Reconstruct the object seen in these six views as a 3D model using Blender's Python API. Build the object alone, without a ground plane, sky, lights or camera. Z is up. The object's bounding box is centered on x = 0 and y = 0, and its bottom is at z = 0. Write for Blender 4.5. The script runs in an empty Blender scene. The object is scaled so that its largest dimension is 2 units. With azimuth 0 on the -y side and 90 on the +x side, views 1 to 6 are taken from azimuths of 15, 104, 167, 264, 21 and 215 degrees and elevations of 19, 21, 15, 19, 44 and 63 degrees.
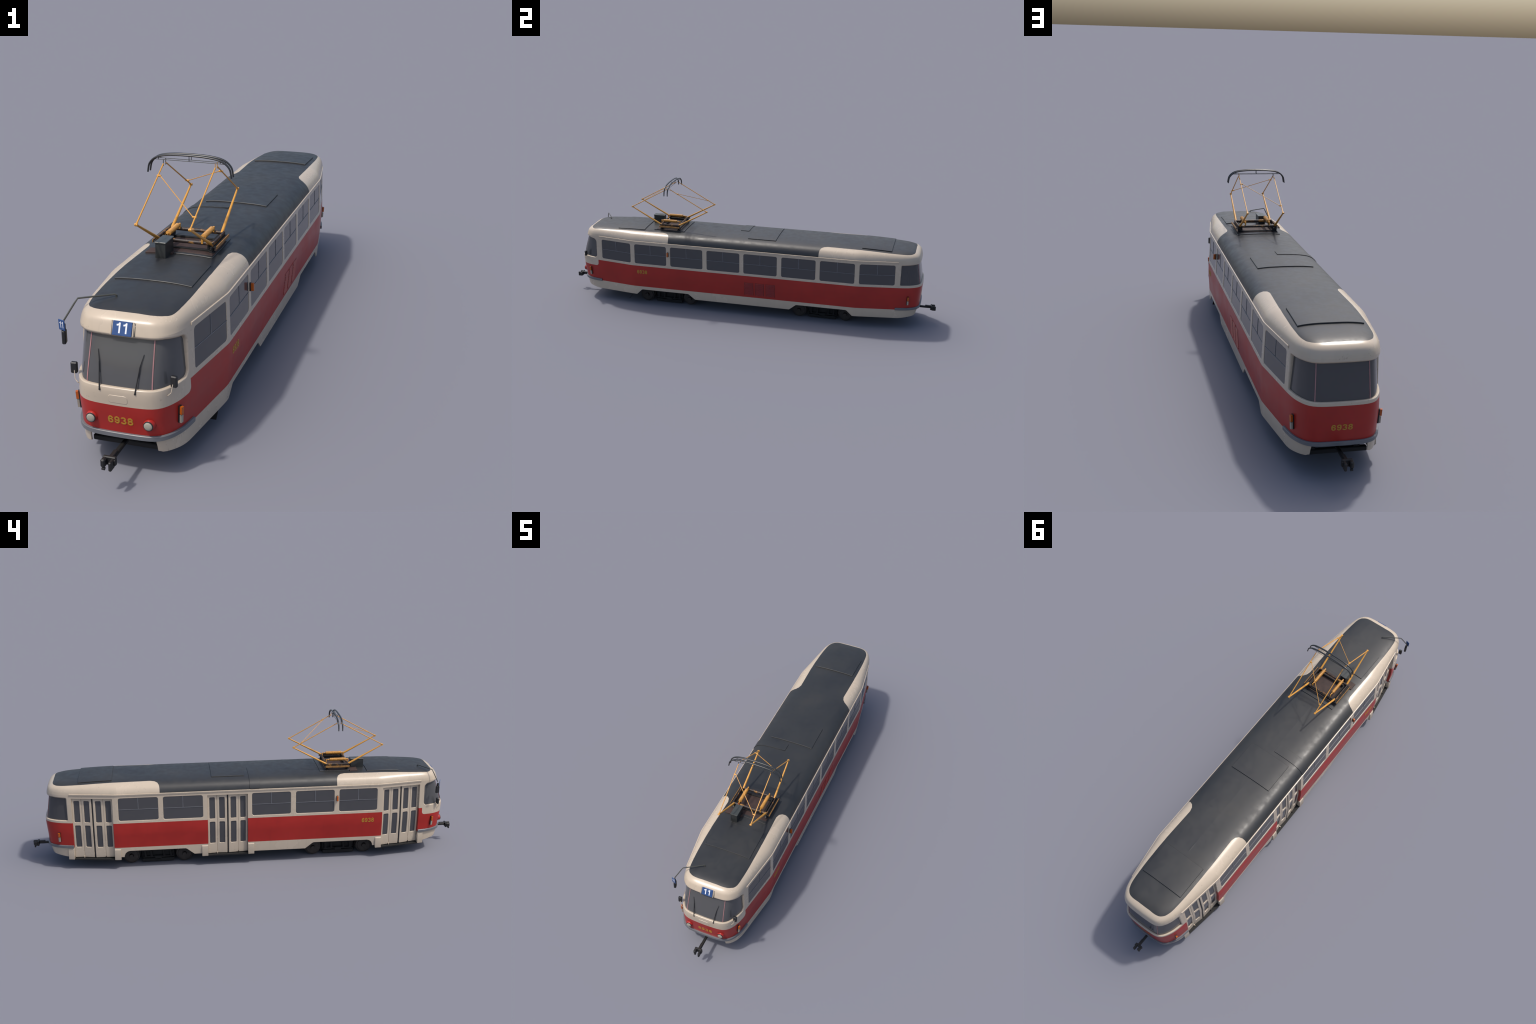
"""Four-axle city tram: red and cream body, dark roof, mustard diamond pantograph.

The body shell is one parametric surface.  Its plan outline is a closed curve with
arc length s (0 = middle of the front, growing along the right side); its height is z.
Windows, doors, wheel arches and paint borders are drawn in (s, z) and triangulated there.
"""
import bpy, math, random
import numpy as np
from mathutils import Vector, Matrix
from mathutils.geometry import delaunay_2d_cdt
from mathutils.bvhtree import BVHTree

random.seed(11)
rng = np.random.default_rng(11)

# ------------------------------------------------------------------ materials
def new_material(name, rough=0.5, metallic=0.0, coat=0.0, spec=0.5):
    m = bpy.data.materials.new(name)
    m.use_nodes = True
    nt = m.node_tree
    b = nt.nodes["Principled BSDF"]
    b.inputs["Roughness"].default_value = rough
    b.inputs["Metallic"].default_value = metallic
    b.inputs["Coat Weight"].default_value = coat
    b.inputs["Specular IOR Level"].default_value = spec
    return m, nt, b

def noise_node(nt, scale, detail=4.0, rough=0.55, stretch=(1, 1, 1)):
    tc = nt.nodes.new("ShaderNodeTexCoord")
    mp = nt.nodes.new("ShaderNodeMapping")
    mp.inputs["Scale"].default_value = stretch
    n = nt.nodes.new("ShaderNodeTexNoise")
    n.inputs["Scale"].default_value = scale
    n.inputs["Detail"].default_value = detail
    n.inputs["Roughness"].default_value = rough
    nt.links.new(tc.outputs["Object"], mp.inputs["Vector"])
    nt.links.new(mp.outputs["Vector"], n.inputs["Vector"])
    return n

def ramp_node(nt, src, stops):
    r = nt.nodes.new("ShaderNodeValToRGB")
    e = r.color_ramp.elements
    while len(e) < len(stops):
        e.new(0.5)
    for el, (p, c) in zip(e, stops):
        el.position = p
        el.color = (*c, 1.0) if not isinstance(c, (int, float)) else (c, c, c, 1.0)
    nt.links.new(src, r.inputs["Fac"])
    return r

def mix_node(nt, fac, a, b, mode="MIX"):
    mx = nt.nodes.new("ShaderNodeMix")
    mx.data_type = 'RGBA'
    mx.blend_type = mode
    for sock, val in ((mx.inputs[0], fac), (mx.inputs[6], a), (mx.inputs[7], b)):
        if isinstance(val, bpy.types.NodeSocket):
            nt.links.new(val, sock)
        elif isinstance(val, tuple):
            sock.default_value = (*val, 1.0)
        else:
            sock.default_value = val
    return mx.outputs[2]

def bump_node(nt, bsdf, height, strength, distance=0.002):
    bp = nt.nodes.new("ShaderNodeBump")
    bp.inputs["Strength"].default_value = strength
    bp.inputs["Distance"].default_value = distance
    nt.links.new(height, bp.inputs["Height"])
    nt.links.new(bp.outputs["Normal"], bsdf.inputs["Normal"])

def flecks(nt, scale, lo, hi):
    """sparse specks: peaks of a fine noise that sit inside blotches of a coarse one"""
    fine = noise_node(nt, scale, 3.0, 0.6)
    coarse = noise_node(nt, scale * 0.12, 2.0, 0.5)
    f = ramp_node(nt, fine.outputs["Fac"], [(lo, 0.0), (hi, 1.0)])
    c = ramp_node(nt, coarse.outputs["Fac"], [(0.48, 0.0), (0.62, 1.0)])
    return mix_node(nt, 1.0, f.outputs["Color"], c.outputs["Color"], "MULTIPLY")

def paint(name, color, dirt, rough, coat=0.0, wear=0.10, fleck=0.5, spec=0.5):
    """enamel with faint broad staining, vertical run marks and sparse dirt flecks"""
    m, nt, b = new_material(name, rough, 0.0, coat, spec)
    broad = noise_node(nt, 9.0, 4.0, 0.6)
    runs = noise_node(nt, 60.0, 3.0, 0.6, (1.0, 1.0, 0.12))
    light = tuple(min(1.0, c * (1 + wear)) for c in color)
    dark = tuple(c * (1 - wear) for c in color)
    base = ramp_node(nt, broad.outputs["Fac"], [(0.3, dark), (0.7, light)]).outputs["Color"]
    rm = ramp_node(nt, runs.outputs["Fac"], [(0.55, 0.0), (0.85, wear * 3.0)]).outputs["Color"]
    base = mix_node(nt, rm, base, dirt)
    fl = flecks(nt, 130.0, 0.63, 0.72)
    half = mix_node(nt, 1.0, fl, (fleck, fleck, fleck), "MULTIPLY")
    base = mix_node(nt, half, base, dirt)
    nt.links.new(base, b.inputs["Base Color"])
    rr = ramp_node(nt, broad.outputs["Fac"], [(0.3, rough * 0.85), (0.7, rough * 1.2)])
    nt.links.new(rr.outputs["Color"], b.inputs["Roughness"])
    return m

def plain(name, color, rough=0.5, metallic=0.0, vary=0.12, scale=60.0, spec=0.5):
    m, nt, b = new_material(name, rough, metallic, 0.0, spec)
    n = noise_node(nt, scale, 4.0, 0.6)
    r = ramp_node(nt, n.outputs["Fac"], [(0.3, tuple(c * (1 - vary) for c in color)), (0.7, tuple(min(1, c * (1 + vary)) for c in color))])
    nt.links.new(r.outputs["Color"], b.inputs["Base Color"])
    return m

def rusty(name, color, rust, lo, hi, rough=0.55, scale=45.0, stretch=(1, 1, 1)):
    m, nt, b = new_material(name, rough)
    n = noise_node(nt, scale, 5.0, 0.65, stretch)
    r = ramp_node(nt, n.outputs["Fac"], [(lo, rust), (hi, color)])
    nt.links.new(r.outputs["Color"], b.inputs["Base Color"])
    bump_node(nt, b, n.outputs["Fac"], 0.2, 0.001)
    return m

def roof_paint(name):
    """matt slate sheet, cloudy tone, uneven gloss"""
    m, nt, b = new_material(name, 0.5)
    cloud = noise_node(nt, 7.0, 6.0, 0.6, (1.0, 0.7, 1.0))
    streak = noise_node(nt, 40.0, 4.0, 0.6, (0.35, 1.0, 1.0))
    base = ramp_node(nt, cloud.outputs["Fac"], [(0.3, (0.021, 0.022, 0.024)), (0.55, (0.028, 0.029, 0.029)), (0.75, (0.038, 0.036, 0.033))]).outputs["Color"]
    st = ramp_node(nt, streak.outputs["Fac"], [(0.45, 0.0), (0.8, 0.22)]).outputs["Color"]
    base = mix_node(nt, st, base, (0.023, 0.027, 0.031))
    sp = flecks(nt, 150.0, 0.69, 0.75)
    base = mix_node(nt, sp, base, (0.016, 0.016, 0.017))
    nt.links.new(base, b.inputs["Base Color"])
    patch = noise_node(nt, 34.0, 3.0, 0.55)
    rr = ramp_node(nt, patch.outputs["Fac"], [(0.35, 0.38), (0.7, 0.52)])
    nt.links.new(rr.outputs["Color"], b.inputs["Roughness"])
    bump_node(nt, b, patch.outputs["Fac"], 0.02, 0.002)
    return m

CREAM = (0.500, 0.417, 0.320)
MAT = {
    "cream": paint("cream_enamel", CREAM, (0.20, 0.17, 0.14), 0.25, wear=0.035, fleck=0.50),
    "red": paint("red_enamel", (0.345, 0.0190, 0.0140), (0.19, 0.018, 0.015), 0.36, wear=0.085, fleck=0.35, spec=0.38),
    "roof": roof_paint("slate_roof"),
    "glass": plain("grey_glass", (0.062, 0.062, 0.066), 0.10, vary=0.03, scale=8.0),
    "windscreen": plain("grey_windscreen", (0.080, 0.081, 0.084), 0.10, vary=0.03, scale=8.0),
    "rear_glass": plain("grey_rear_glass", (0.060, 0.060, 0.064), 0.10, vary=0.03, scale=8.0),
    "bar": plain("window_bar_grey", (0.16, 0.165, 0.18), 0.4),
    "strip": plain("pink_rubber", (0.34, 0.17, 0.17), 0.5),
    "bumper": plain("bumper_grey", (0.125, 0.130, 0.140), 0.33, vary=0.05),
    "black": plain("black_rubber", (0.012, 0.012, 0.013), 0.5),
    "under": plain("underframe_black", (0.007, 0.007, 0.007), 0.75),
    "wheel": rusty("wheel_brown", (0.032, 0.025, 0.020), (0.014, 0.011, 0.010), 0.35, 0.65, 0.6),
    "iron": rusty("coupler_iron", (0.009, 0.009, 0.009), (0.026, 0.018, 0.012), 0.3, 0.45, 0.55),
    "mustard": plain("mustard_paint", (0.60, 0.285, 0.045), 0.42, vary=0.06),
    "mustard_worn": rusty("mustard_worn", (0.36, 0.17, 0.035), (0.027, 0.018, 0.015), 0.52, 0.64, 0.5, 38.0),
    "spring": plain("spring_mustard", (0.50, 0.24, 0.045), 0.40, vary=0.2, scale=110.0),
    "rust": rusty("rust_plate", (0.030, 0.019, 0.017), (0.052, 0.028, 0.022), 0.35, 0.7, 0.7, 50.0),
    "bow": plain("bow_graphite", (0.024, 0.026, 0.027), 0.32),
    "lid": plain("lid_grey", (0.050, 0.055, 0.051), 0.36),
    "rail": plain("rail_brown", (0.26, 0.125, 0.028), 0.5, vary=0.4, scale=90.0),
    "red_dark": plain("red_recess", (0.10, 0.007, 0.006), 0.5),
    "gunmetal": plain("gunmetal", (0.030, 0.033, 0.032), 0.34),
    "pole": plain("pole_olive", (0.060, 0.060, 0.050), 0.38),
    "blue": plain("sign_blue", (0.024, 0.068, 0.200), 0.4, vary=0.06),
    "white": plain("sign_white", (0.78, 0.79, 0.82), 0.5, vary=0.02),
    "yellow": plain("number_yellow", (0.40, 0.205, 0.018), 0.5, vary=0.05),
    "orange": plain("orange_lens", (0.43, 0.092, 0.008), 0.25, vary=0.03),
    "lens": plain("pale_lens", (0.31, 0.29, 0.235), 0.2, vary=0.03),
    "lamp_red": plain("red_lamp", (0.5, 0.02, 0.02), 0.3),
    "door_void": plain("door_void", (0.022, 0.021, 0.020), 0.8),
}

# ------------------------------------------------------------------ scene tree
ROOT = bpy.data.objects.new("tram", None)
bpy.context.collection.objects.link(ROOT)
ROOT["label"] = "red and cream city tram with dark roof and mustard pantograph"
ROOT["category"] = "tram"

def empty(name, loc=(0, 0, 0), parent=ROOT):
    o = bpy.data.objects.new(name, None)
    o.location = loc
    o.parent = parent
    bpy.context.collection.objects.link(o)
    return o

def add(name, mesh, parent=ROOT, loc=None):
    o = bpy.data.objects.new(name, mesh)
    o.parent = parent
    if loc is not None:
        o.location = loc
    bpy.context.collection.objects.link(o)
    return o

def mesh_from(name, verts, faces, mat, normals=None, smooth=True, sharp=None):
    me = bpy.data.meshes.new(name)
    me.from_pydata([tuple(map(float, v)) for v in verts], [], [tuple(map(int, f)) for f in faces])
    me.materials.append(MAT[mat])
    me.polygons.foreach_set("use_smooth", [smooth] * len(me.polygons))
    me.update()
    if normals is not None:
        me.normals_split_custom_set_from_vertices([tuple(map(float, n)) for n in normals])
    elif sharp is not None:
        me.set_sharp_from_angle(angle=math.radians(sharp))
    return me

class Builder:
    """collects simple solids into one mesh"""
    def __init__(self):
        self.v, self.f = [], []
    def add(self, vs, fs):
        k = len(self.v)
        self.v += [tuple(map(float, v)) for v in vs]
        self.f += [tuple(i + k for i in f) for f in fs]
        return self
    def box(self, lo, hi, bevel=0.0, matrix=None):
        lo, hi = np.array(lo, float), np.array(hi, float)
        b = min(bevel, 0.45 * float((hi - lo).min()))
        if b <= 0:
            vs = [(x, y, z) for x in (lo[0], hi[0]) for y in (lo[1], hi[1]) for z in (lo[2], hi[2])]
            fs = [(0, 1, 3, 2), (4, 6, 7, 5), (0, 4, 5, 1), (2, 3, 7, 6), (0, 2, 6, 4), (1, 5, 7, 3)]
        else:
            vs, idx = [], {}
            for sx in (0, 1):
                for sy in (0, 1):
                    for sz in (0, 1):
                        c = np.array([hi[0] if sx else lo[0], hi[1] if sy else lo[1], hi[2] if sz else lo[2]])
                        d = np.array([-1 if sx else 1, -1 if sy else 1, -1 if sz else 1]) * b
                        for ax in range(3):
                            p = c + d
                            p[ax] = c[ax]
                            idx[(sx, sy, sz, ax)] = len(vs)
                            vs.append(tuple(p))
            I = idx
            fs = []
            for ax in range(3):
                u, w = [a for a in range(3) if a != ax]
                for side in (0, 1):
                    def key(a, c):
                        k = [0, 0, 0]
                        k[ax], k[u], k[w] = side, a, c
                        return I[(*k, ax)]
                    fs.append((key(0, 0), key(1, 0), key(1, 1), key(0, 1)))
            for ax in range(3):                       # edge bevels run along axis ax
                u, w = [a for a in range(3) if a != ax]
                for a in (0, 1):
                    for c in (0, 1):
                        def key(t, n):
                            k = [0, 0, 0]
                            k[ax], k[u], k[w] = t, a, c
                            return I[(*k, n)]
                        fs.append((key(0, u), key(1, u), key(1, w), key(0, w)))
            for sx in (0, 1):
                for sy in (0, 1):
                    for sz in (0, 1):
                        fs.append(tuple(I[(sx, sy, sz, a)] for a in range(3)))
        if matrix is not None:
            vs = [tuple(matrix @ Vector(v)) for v in vs]
        ctr = np.mean(np.array(vs), 0)
        out = []
        for f in fs:
            p = np.array([vs[i] for i in f])
            n = np.cross(p[1] - p[0], p[2] - p[0])
            out.append(f if n @ (p.mean(0) - ctr) > 0 else tuple(reversed(f)))
        return self.add(vs, out)
    def tube(self, pts, radii, seg=10, cap=True):
        pts = [Vector(p) for p in pts]
        if not hasattr(radii, "__len__"):
            radii = [radii] * len(pts)
        vs, fs, up = [], [], None
        for i, p in enumerate(pts):
            d = (pts[min(i + 1, len(pts) - 1)] - pts[max(i - 1, 0)]).normalized()
            if up is None:
                up = Vector((0, 0, 1)) if abs(d.z) < 0.9 else Vector((1, 0, 0))
            side = d.cross(up).normalized()
            up = side.cross(d).normalized()
            for k in range(seg):
                a = 2 * math.pi * k / seg
                vs.append(p + (side * math.cos(a) + up * math.sin(a)) * radii[i])
        for i in range(len(pts) - 1):
            for k in range(seg):
                k2 = (k + 1) % seg
                fs.append((i * seg + k, i * seg + k2, (i + 1) * seg + k2, (i + 1) * seg + k))
        if cap:
            fs.append(tuple(reversed(range(seg))))
            fs.append(tuple((len(pts) - 1) * seg + k for k in range(seg)))
        return self.add(vs, fs)
    def lathe(self, profile, centre, axis, seg=28):
        """profile: (distance along axis, radius)"""
        a, c = Vector(axis).normalized(), Vector(centre)
        e = Vector((0, 0, 1)) if abs(a.z) < 0.9 else Vector((1, 0, 0))
        u = a.cross(e).normalized(); w = u.cross(a)
        vs = [c + a * t + (u * math.cos(2 * math.pi * k / seg) + w * math.sin(2 * math.pi * k / seg)) * max(r, 1e-5)
              for t, r in profile for k in range(seg)]
        fs = [(i * seg + k, i * seg + (k + 1) % seg, (i + 1) * seg + (k + 1) % seg, (i + 1) * seg + k)
              for i in range(len(profile) - 1) for k in range(seg)]
        fs += [tuple(reversed(range(seg))), tuple((len(profile) - 1) * seg + k for k in range(seg))]
        return self.add(vs, fs)
    def mesh(self, name, mat, sharp=35):
        return mesh_from(name, self.v, self.f, mat, None, True, sharp)

def pchip(xs, ys):
    """monotone cubic through the points"""
    xs, ys = np.array(xs, float), np.array(ys, float)
    h = np.diff(xs); d = np.diff(ys) / h
    m = np.zeros(len(xs))
    for i in range(1, len(xs) - 1):
        if d[i - 1] * d[i] > 0:
            w1, w2 = 2 * h[i] + h[i - 1], h[i] + 2 * h[i - 1]
            m[i] = (w1 + w2) / (w1 / d[i - 1] + w2 / d[i])
    m[0], m[-1] = d[0], d[-1]
    def f(x):
        x = np.clip(np.asarray(x, float), xs[0], xs[-1])
        i = np.clip(np.searchsorted(xs, x, side="right") - 1, 0, len(xs) - 2)
        t = (x - xs[i]) / h[i]
        return ((2 * t**3 - 3 * t**2 + 1) * ys[i] + (t**3 - 2 * t**2 + t) * h[i] * m[i]
                + (-2 * t**3 + 3 * t**2) * ys[i + 1] + (t**3 - t**2) * h[i] * m[i + 1])
    return f

# ------------------------------------------------------------------ body surface
W0, Y0 = 0.1665, 0.927
Z_TOP, Z_BELT, Z_RED, Z_SKIRT = 0.357, 0.2245, 0.105, 0.058
KINK = 0.602
END_PLAN = [(0.0, 0.927), (0.03, 0.9266), (0.055, 0.9252), (0.073, 0.9224), (0.087, 0.9170), (0.099, 0.9078),
            (0.109, 0.8945), (0.1175, 0.8785), (0.1245, 0.8610), (0.1300, 0.8400), (0.1340, 0.8190), (0.1370, 0.8000)]

def plan_curve():
    """right half of the plan outline, front middle to rear middle"""
    p = [np.array(q) for q in END_PLAN]
    p = [np.array([-p[1][0], p[1][1]])] + p + [np.array([0.1445, 0.75])]
    quarter = []
    for i in range(1, len(p) - 2):
        for t in np.linspace(0, 1, 8, endpoint=False):
            a, b, c, d = p[i - 1], p[i], p[i + 1], p[i + 2]
            quarter.append(0.5 * (2 * b + (c - a) * t + (2 * a - 5 * b + 4 * c - d) * t**2 + (3 * b - a - 3 * c + d) * t**3))
    quarter += [np.array(END_PLAN[-1])]
    slope = (W0 - 0.1370) / (KINK - 0.800)
    for y in np.linspace(0.78, KINK + 0.012, 8):
        quarter.append(np.array([0.1370 + (y - 0.800) * slope, y]))
    quarter.append(np.array([W0 - 0.0004, KINK]))
    for y in np.linspace(KINK - 0.010, 0.0, 40):
        quarter.append(np.array([W0, y]))
    q = np.array(quarter)
    full = np.vstack([np.column_stack([q[:, 0], -q[:, 1]]), q[::-1][1:]])
    full[0, 0] = full[-1, 0] = 0.0
    s = np.concatenate([[0], np.cumsum(np.linalg.norm(np.diff(full, axis=0), axis=1))])
    return s, full[:, 0], full[:, 1]

PS, PX, PY = plan_curve()
LH = float(PS[-1])                      # half perimeter

def base(s):
    s = np.mod(np.asarray(s, float) + LH, 2 * LH) - LH
    a = np.abs(s)
    return np.sign(s) * np.interp(a, PS, PX), np.interp(a, PS, PY)

def s_right(y):
    return float(np.interp(y, PY, PS))

def s_left(y):                          # continues past the rear middle
    return 2 * LH - s_right(y)

half_width = pchip([0.045, 0.058, 0.080, 0.098, 0.108, 0.150, 0.178, 0.190, 0.2245, 0.236, 0.300, 0.357],
                   [0.1596, 0.1606, 0.1620, 0.1627, 0.1630, 0.1657, 0.1676, 0.1676, 0.1660, 0.1655, 0.1630, 0.1608])
end_reach = pchip([0.045, 0.058, 0.066, 0.078, 0.090, 0.105, 0.137, 0.160, 0.190, 0.226, 0.236, 0.345, 0.357],
                  [0.892, 0.897, 0.9015, 0.905, 0.908, 0.911, 0.9155, 0.9195, 0.9235, 0.927, 0.9258, 0.8978, 0.8945])

# the rear stands more upright than the raked front
rear_reach = pchip([0.045, 0.058, 0.066, 0.078, 0.090, 0.105, 0.137, 0.160, 0.190, 0.226, 0.236, 0.345, 0.357],
                   [0.895, 0.900, 0.9045, 0.908, 0.912, 0.916, 0.9190, 0.9210, 0.9240, 0.927, 0.926, 0.9140, 0.9125])

def pull(by, reach, b0):
    """moves the ends of the plan in or out, leaving the sides in place"""
    t = np.clip((np.abs(by) - b0) / (Y0 - b0), 0, 1) ** 1.5
    return by + np.sign(by) * (reach - Y0) * t

def body(s, z):
    s, z = np.broadcast_arrays(np.asarray(s, float), np.asarray(z, float))
    bx, by = base(s)
    return np.stack([bx * half_width(z) / W0, pull(by, np.where(by > 0, rear_reach(z), end_reach(z)), 0.80), z], -1)

RING = np.arange(9) / 8.0
roof_w = pchip(RING, [0.1608, 0.1592, 0.1545, 0.1465, 0.1350, 0.1190, 0.0900, 0.0500, 0.0])
roof_zs = pchip(RING, [0.357, 0.3655, 0.3765, 0.3870, 0.3955, 0.4020, 0.4068, 0.4095, 0.4103])
roof_y = pchip(RING, [0.8945, 0.8912, 0.8868, 0.8772, 0.8630, 0.8450, 0.8000, 0.7000, 0.5500])
rear_roof_y = pchip(RING, [0.9125, 0.9098, 0.9050, 0.8955, 0.8810, 0.8610, 0.8080, 0.7000, 0.5500])
roof_ze = pchip(RING, [0.357, 0.3680, 0.3795, 0.3882, 0.3945, 0.3993, 0.4042, 0.4085, 0.4103])
roof_b0 = pchip([0, 0.5, 1], [0.80, 0.70, 0.30])
VC = 0.17                               # metres of sheet per unit of v

def roof(s, v):
    s, v = np.broadcast_arrays(np.asarray(s, float), np.asarray(v, float))
    bx, by = base(s)
    e = np.clip((np.abs(by) - 0.62) / (Y0 - 0.62), 0, 1)
    e = e * e * (3 - 2 * e)
    y = pull(by, np.where(by > 0, rear_roof_y(v), roof_y(v)), roof_b0(v))
    return np.stack([bx * roof_w(v) / W0, y, roof_zs(v) * (1 - e) + roof_ze(v) * e], -1)

def roof2(s, w):
    return roof(s, np.clip(np.asarray(w) / VC, 0, 1))

def normals_of(fn, s, z, hs=0.0012, hz=0.0015, zlim=None):
    z0, z1 = np.asarray(z) - hz, np.asarray(z) + hz
    if zlim is not None:
        z0, z1 = np.clip(z0, *zlim), np.clip(z1, *zlim)
    n = np.cross(fn(np.asarray(s) + hs, z) - fn(np.asarray(s) - hs, z), fn(s, z1) - fn(s, z0))
    return n / np.maximum(np.linalg.norm(n, axis=-1, keepdims=True), 1e-12)

def body_n(s, z):
    return normals_of(body, s, z, zlim=(0.045, Z_TOP))

def on_body(s, z, off=0.0):
    """point at height z, off metres outside the wall"""
    zc = np.clip(z, 0.045, Z_TOP)
    p = body(s, zc) + body_n(s, zc) * np.asarray(off)[..., None]
    p[..., 2] += np.asarray(z) - zc
    return p

# ------------------------------------------------------------------ drawing in (s, z)
def round_rect(s0, s1, z0, z1, r, n=6, rt=None):
    """rounded rectangle, anticlockwise; rt = radius of the upper corners"""
    rt = r if rt is None else rt
    pts = []
    for cx, cz, rr, a0 in ((s1 - r, z0 + r, r, -90), (s1 - rt, z1 - rt, rt, 0), (s0 + rt, z1 - rt, rt, 90), (s0 + r, z0 + r, r, 180)):
        for k in range(n + 1):
            a = math.radians(a0 + 90.0 * k / n)
            pts.append((cx + rr * math.cos(a), cz + rr * math.sin(a)))
    return pts

def densify(poly, step, closed=True):
    out = []
    n = len(poly)
    for i in range(n if closed else n - 1):
        a, b = np.array(poly[i]), np.array(poly[(i + 1) % n])
        k = max(1, int(math.ceil(np.linalg.norm(b - a) / step)))
        out += [tuple(a + (b - a) * j / k) for j in range(k)]
    if not closed:
        out.append(tuple(poly[-1]))
    return out

def inside(poly, pts):
    px, py = pts[:, 0], pts[:, 1]
    res = np.zeros(len(pts), bool)
    q = np.array(poly)
    lo, hi = q.min(0), q.max(0)
    cand = np.where((px >= lo[0]) & (px <= hi[0]) & (py >= lo[1]) & (py <= hi[1]))[0]
    if len(cand) == 0:
        return res
    x, y, r = px[cand], py[cand], np.zeros(len(cand), bool)
    j = len(q) - 1
    for i in range(len(q)):
        if q[i, 1] != q[j, 1]:
            hit = ((q[i, 1] > y) != (q[j, 1] > y)) & (x < (q[j, 0] - q[i, 0]) * (y - q[i, 1]) / (q[j, 1] - q[i, 1]) + q[i, 0])
            r ^= hit
        j = i
    res[cand] = r
    return res

def triangulate(loops, lines, grid):
    """constrained triangulation of closed loops, open lines and loose grid points"""
    vs, es = [], []
    for group, closed in ((loops, True), (lines, False)):
        for L in group:
            k = len(vs)
            vs += [Vector(p) for p in L]
            es += [(k + i, k + i + 1) for i in range(len(L) - 1)]
            if closed:
                es.append((k + len(L) - 1, k))
    vs += [Vector(p) for p in grid]
    r = delaunay_2d_cdt(vs, es, [], 0, 1e-7)
    return np.array([tuple(v) for v in r[0]]), np.array([tuple(f) for f in r[2] if len(f) == 3])

def surface_part(name, pts, tris, fn, nf, mat, parent=ROOT, extra=None, off=0.0):
    used, inv = np.unique(tris, return_inverse=True)
    q = pts[used]
    n = nf(q[:, 0], q[:, 1])
    p = fn(q[:, 0], q[:, 1]) + n * off
    t = inv.reshape(-1, 3)
    fnm = np.cross(p[t[:, 1]] - p[t[:, 0]], p[t[:, 2]] - p[t[:, 0]])
    flip = (fnm * n[t].mean(1)).sum(1) < 0
    t[flip] = t[flip][:, ::-1]
    V, N, F = list(p), list(n), [tuple(f) for f in t]
    if extra:
        k = len(V)
        V += list(extra[0]); N += list(extra[1]); F += [tuple(i + k for i in f) for f in extra[2]]
    return add(name, mesh_from(name, V, F, mat, N), parent)

def rim(pts, all_tris, part_tris, fn, nf, rule):
    """rolled edge along the free border of a sheet: rule(s, z) gives (bevel, depth) or None"""
    count = {}
    for a, b, c in all_tris:
        for e in ((a, b), (b, c), (c, a)):
            k = (min(e), max(e))
            count[k] = count.get(k, 0) + 1
    V, N, F, ring = [], [], [], {}
    border, outd = [], {}
    for a, b, c in part_tris:
        for e, o in (((a, b), c), ((b, c), a), ((c, a), b)):
            if count[(min(e), max(e))] == 1:
                m = 0.5 * (pts[e[0]] + pts[e[1]])
                if rule(m[0], m[1]) is None:
                    continue
                d = pts[e[1]] - pts[e[0]]
                nrm = np.array([d[1], -d[0]]); nrm /= max(np.linalg.norm(nrm), 1e-12)
                if nrm @ (pts[o] - m) > 0:
                    nrm = -nrm
                border.append(e)
                for i in e:
                    outd[i] = outd.get(i, 0) + nrm
    if not border:
        return None
    ids = list(outd)
    q = pts[ids]
    o = np.array([outd[i] for i in ids]); o /= np.maximum(np.linalg.norm(o, axis=1, keepdims=True), 1e-9)
    n = nf(q[:, 0], q[:, 1]); p = fn(q[:, 0], q[:, 1])
    p2 = fn(q[:, 0] + o[:, 0] * 1e-3, q[:, 1] + o[:, 1] * 1e-3)
    d3 = p2 - p
    d3 -= n * (d3 * n).sum(1, keepdims=True)
    d3 /= np.maximum(np.linalg.norm(d3, axis=1, keepdims=True), 1e-12)
    par = np.array([rule(*x) or (0.001, 0.003) for x in q])
    b, dep = par[:, :1], par[:, 1:]
    steps = [(0.0, 0.0, 0.0), (0.38, 0.08, 0.38), (0.72, 0.30, 0.72), (0.95, 0.68, 0.92), (1.0, 1.0, 1.0)]
    cnt = len(ids)
    for fo, fd, fn_ in steps:
        V += list(p + d3 * b * fo - n * b * fd)
        nn = n * math.cos(fn_ * math.pi / 2) + d3 * math.sin(fn_ * math.pi / 2)
        N += list(nn)
    V += list(p + d3 * b - n * np.maximum(dep, b * 1.05)); N += list(d3)
    loc = {i: k for k, i in enumerate(ids)}
    V3, N3 = np.array(V), np.array(N)
    for a, c in border:
        for r in range(len(steps)):
            f = [r * cnt + loc[a], r * cnt + loc[c], (r + 1) * cnt + loc[c], (r + 1) * cnt + loc[a]]
            pp = V3[f]
            g = np.cross(pp[2] - pp[0], pp[3] - pp[1])
            F.append(tuple(f) if g @ N3[f].mean(0) > 0 else tuple(reversed(f)))
    return V, N, F

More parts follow.
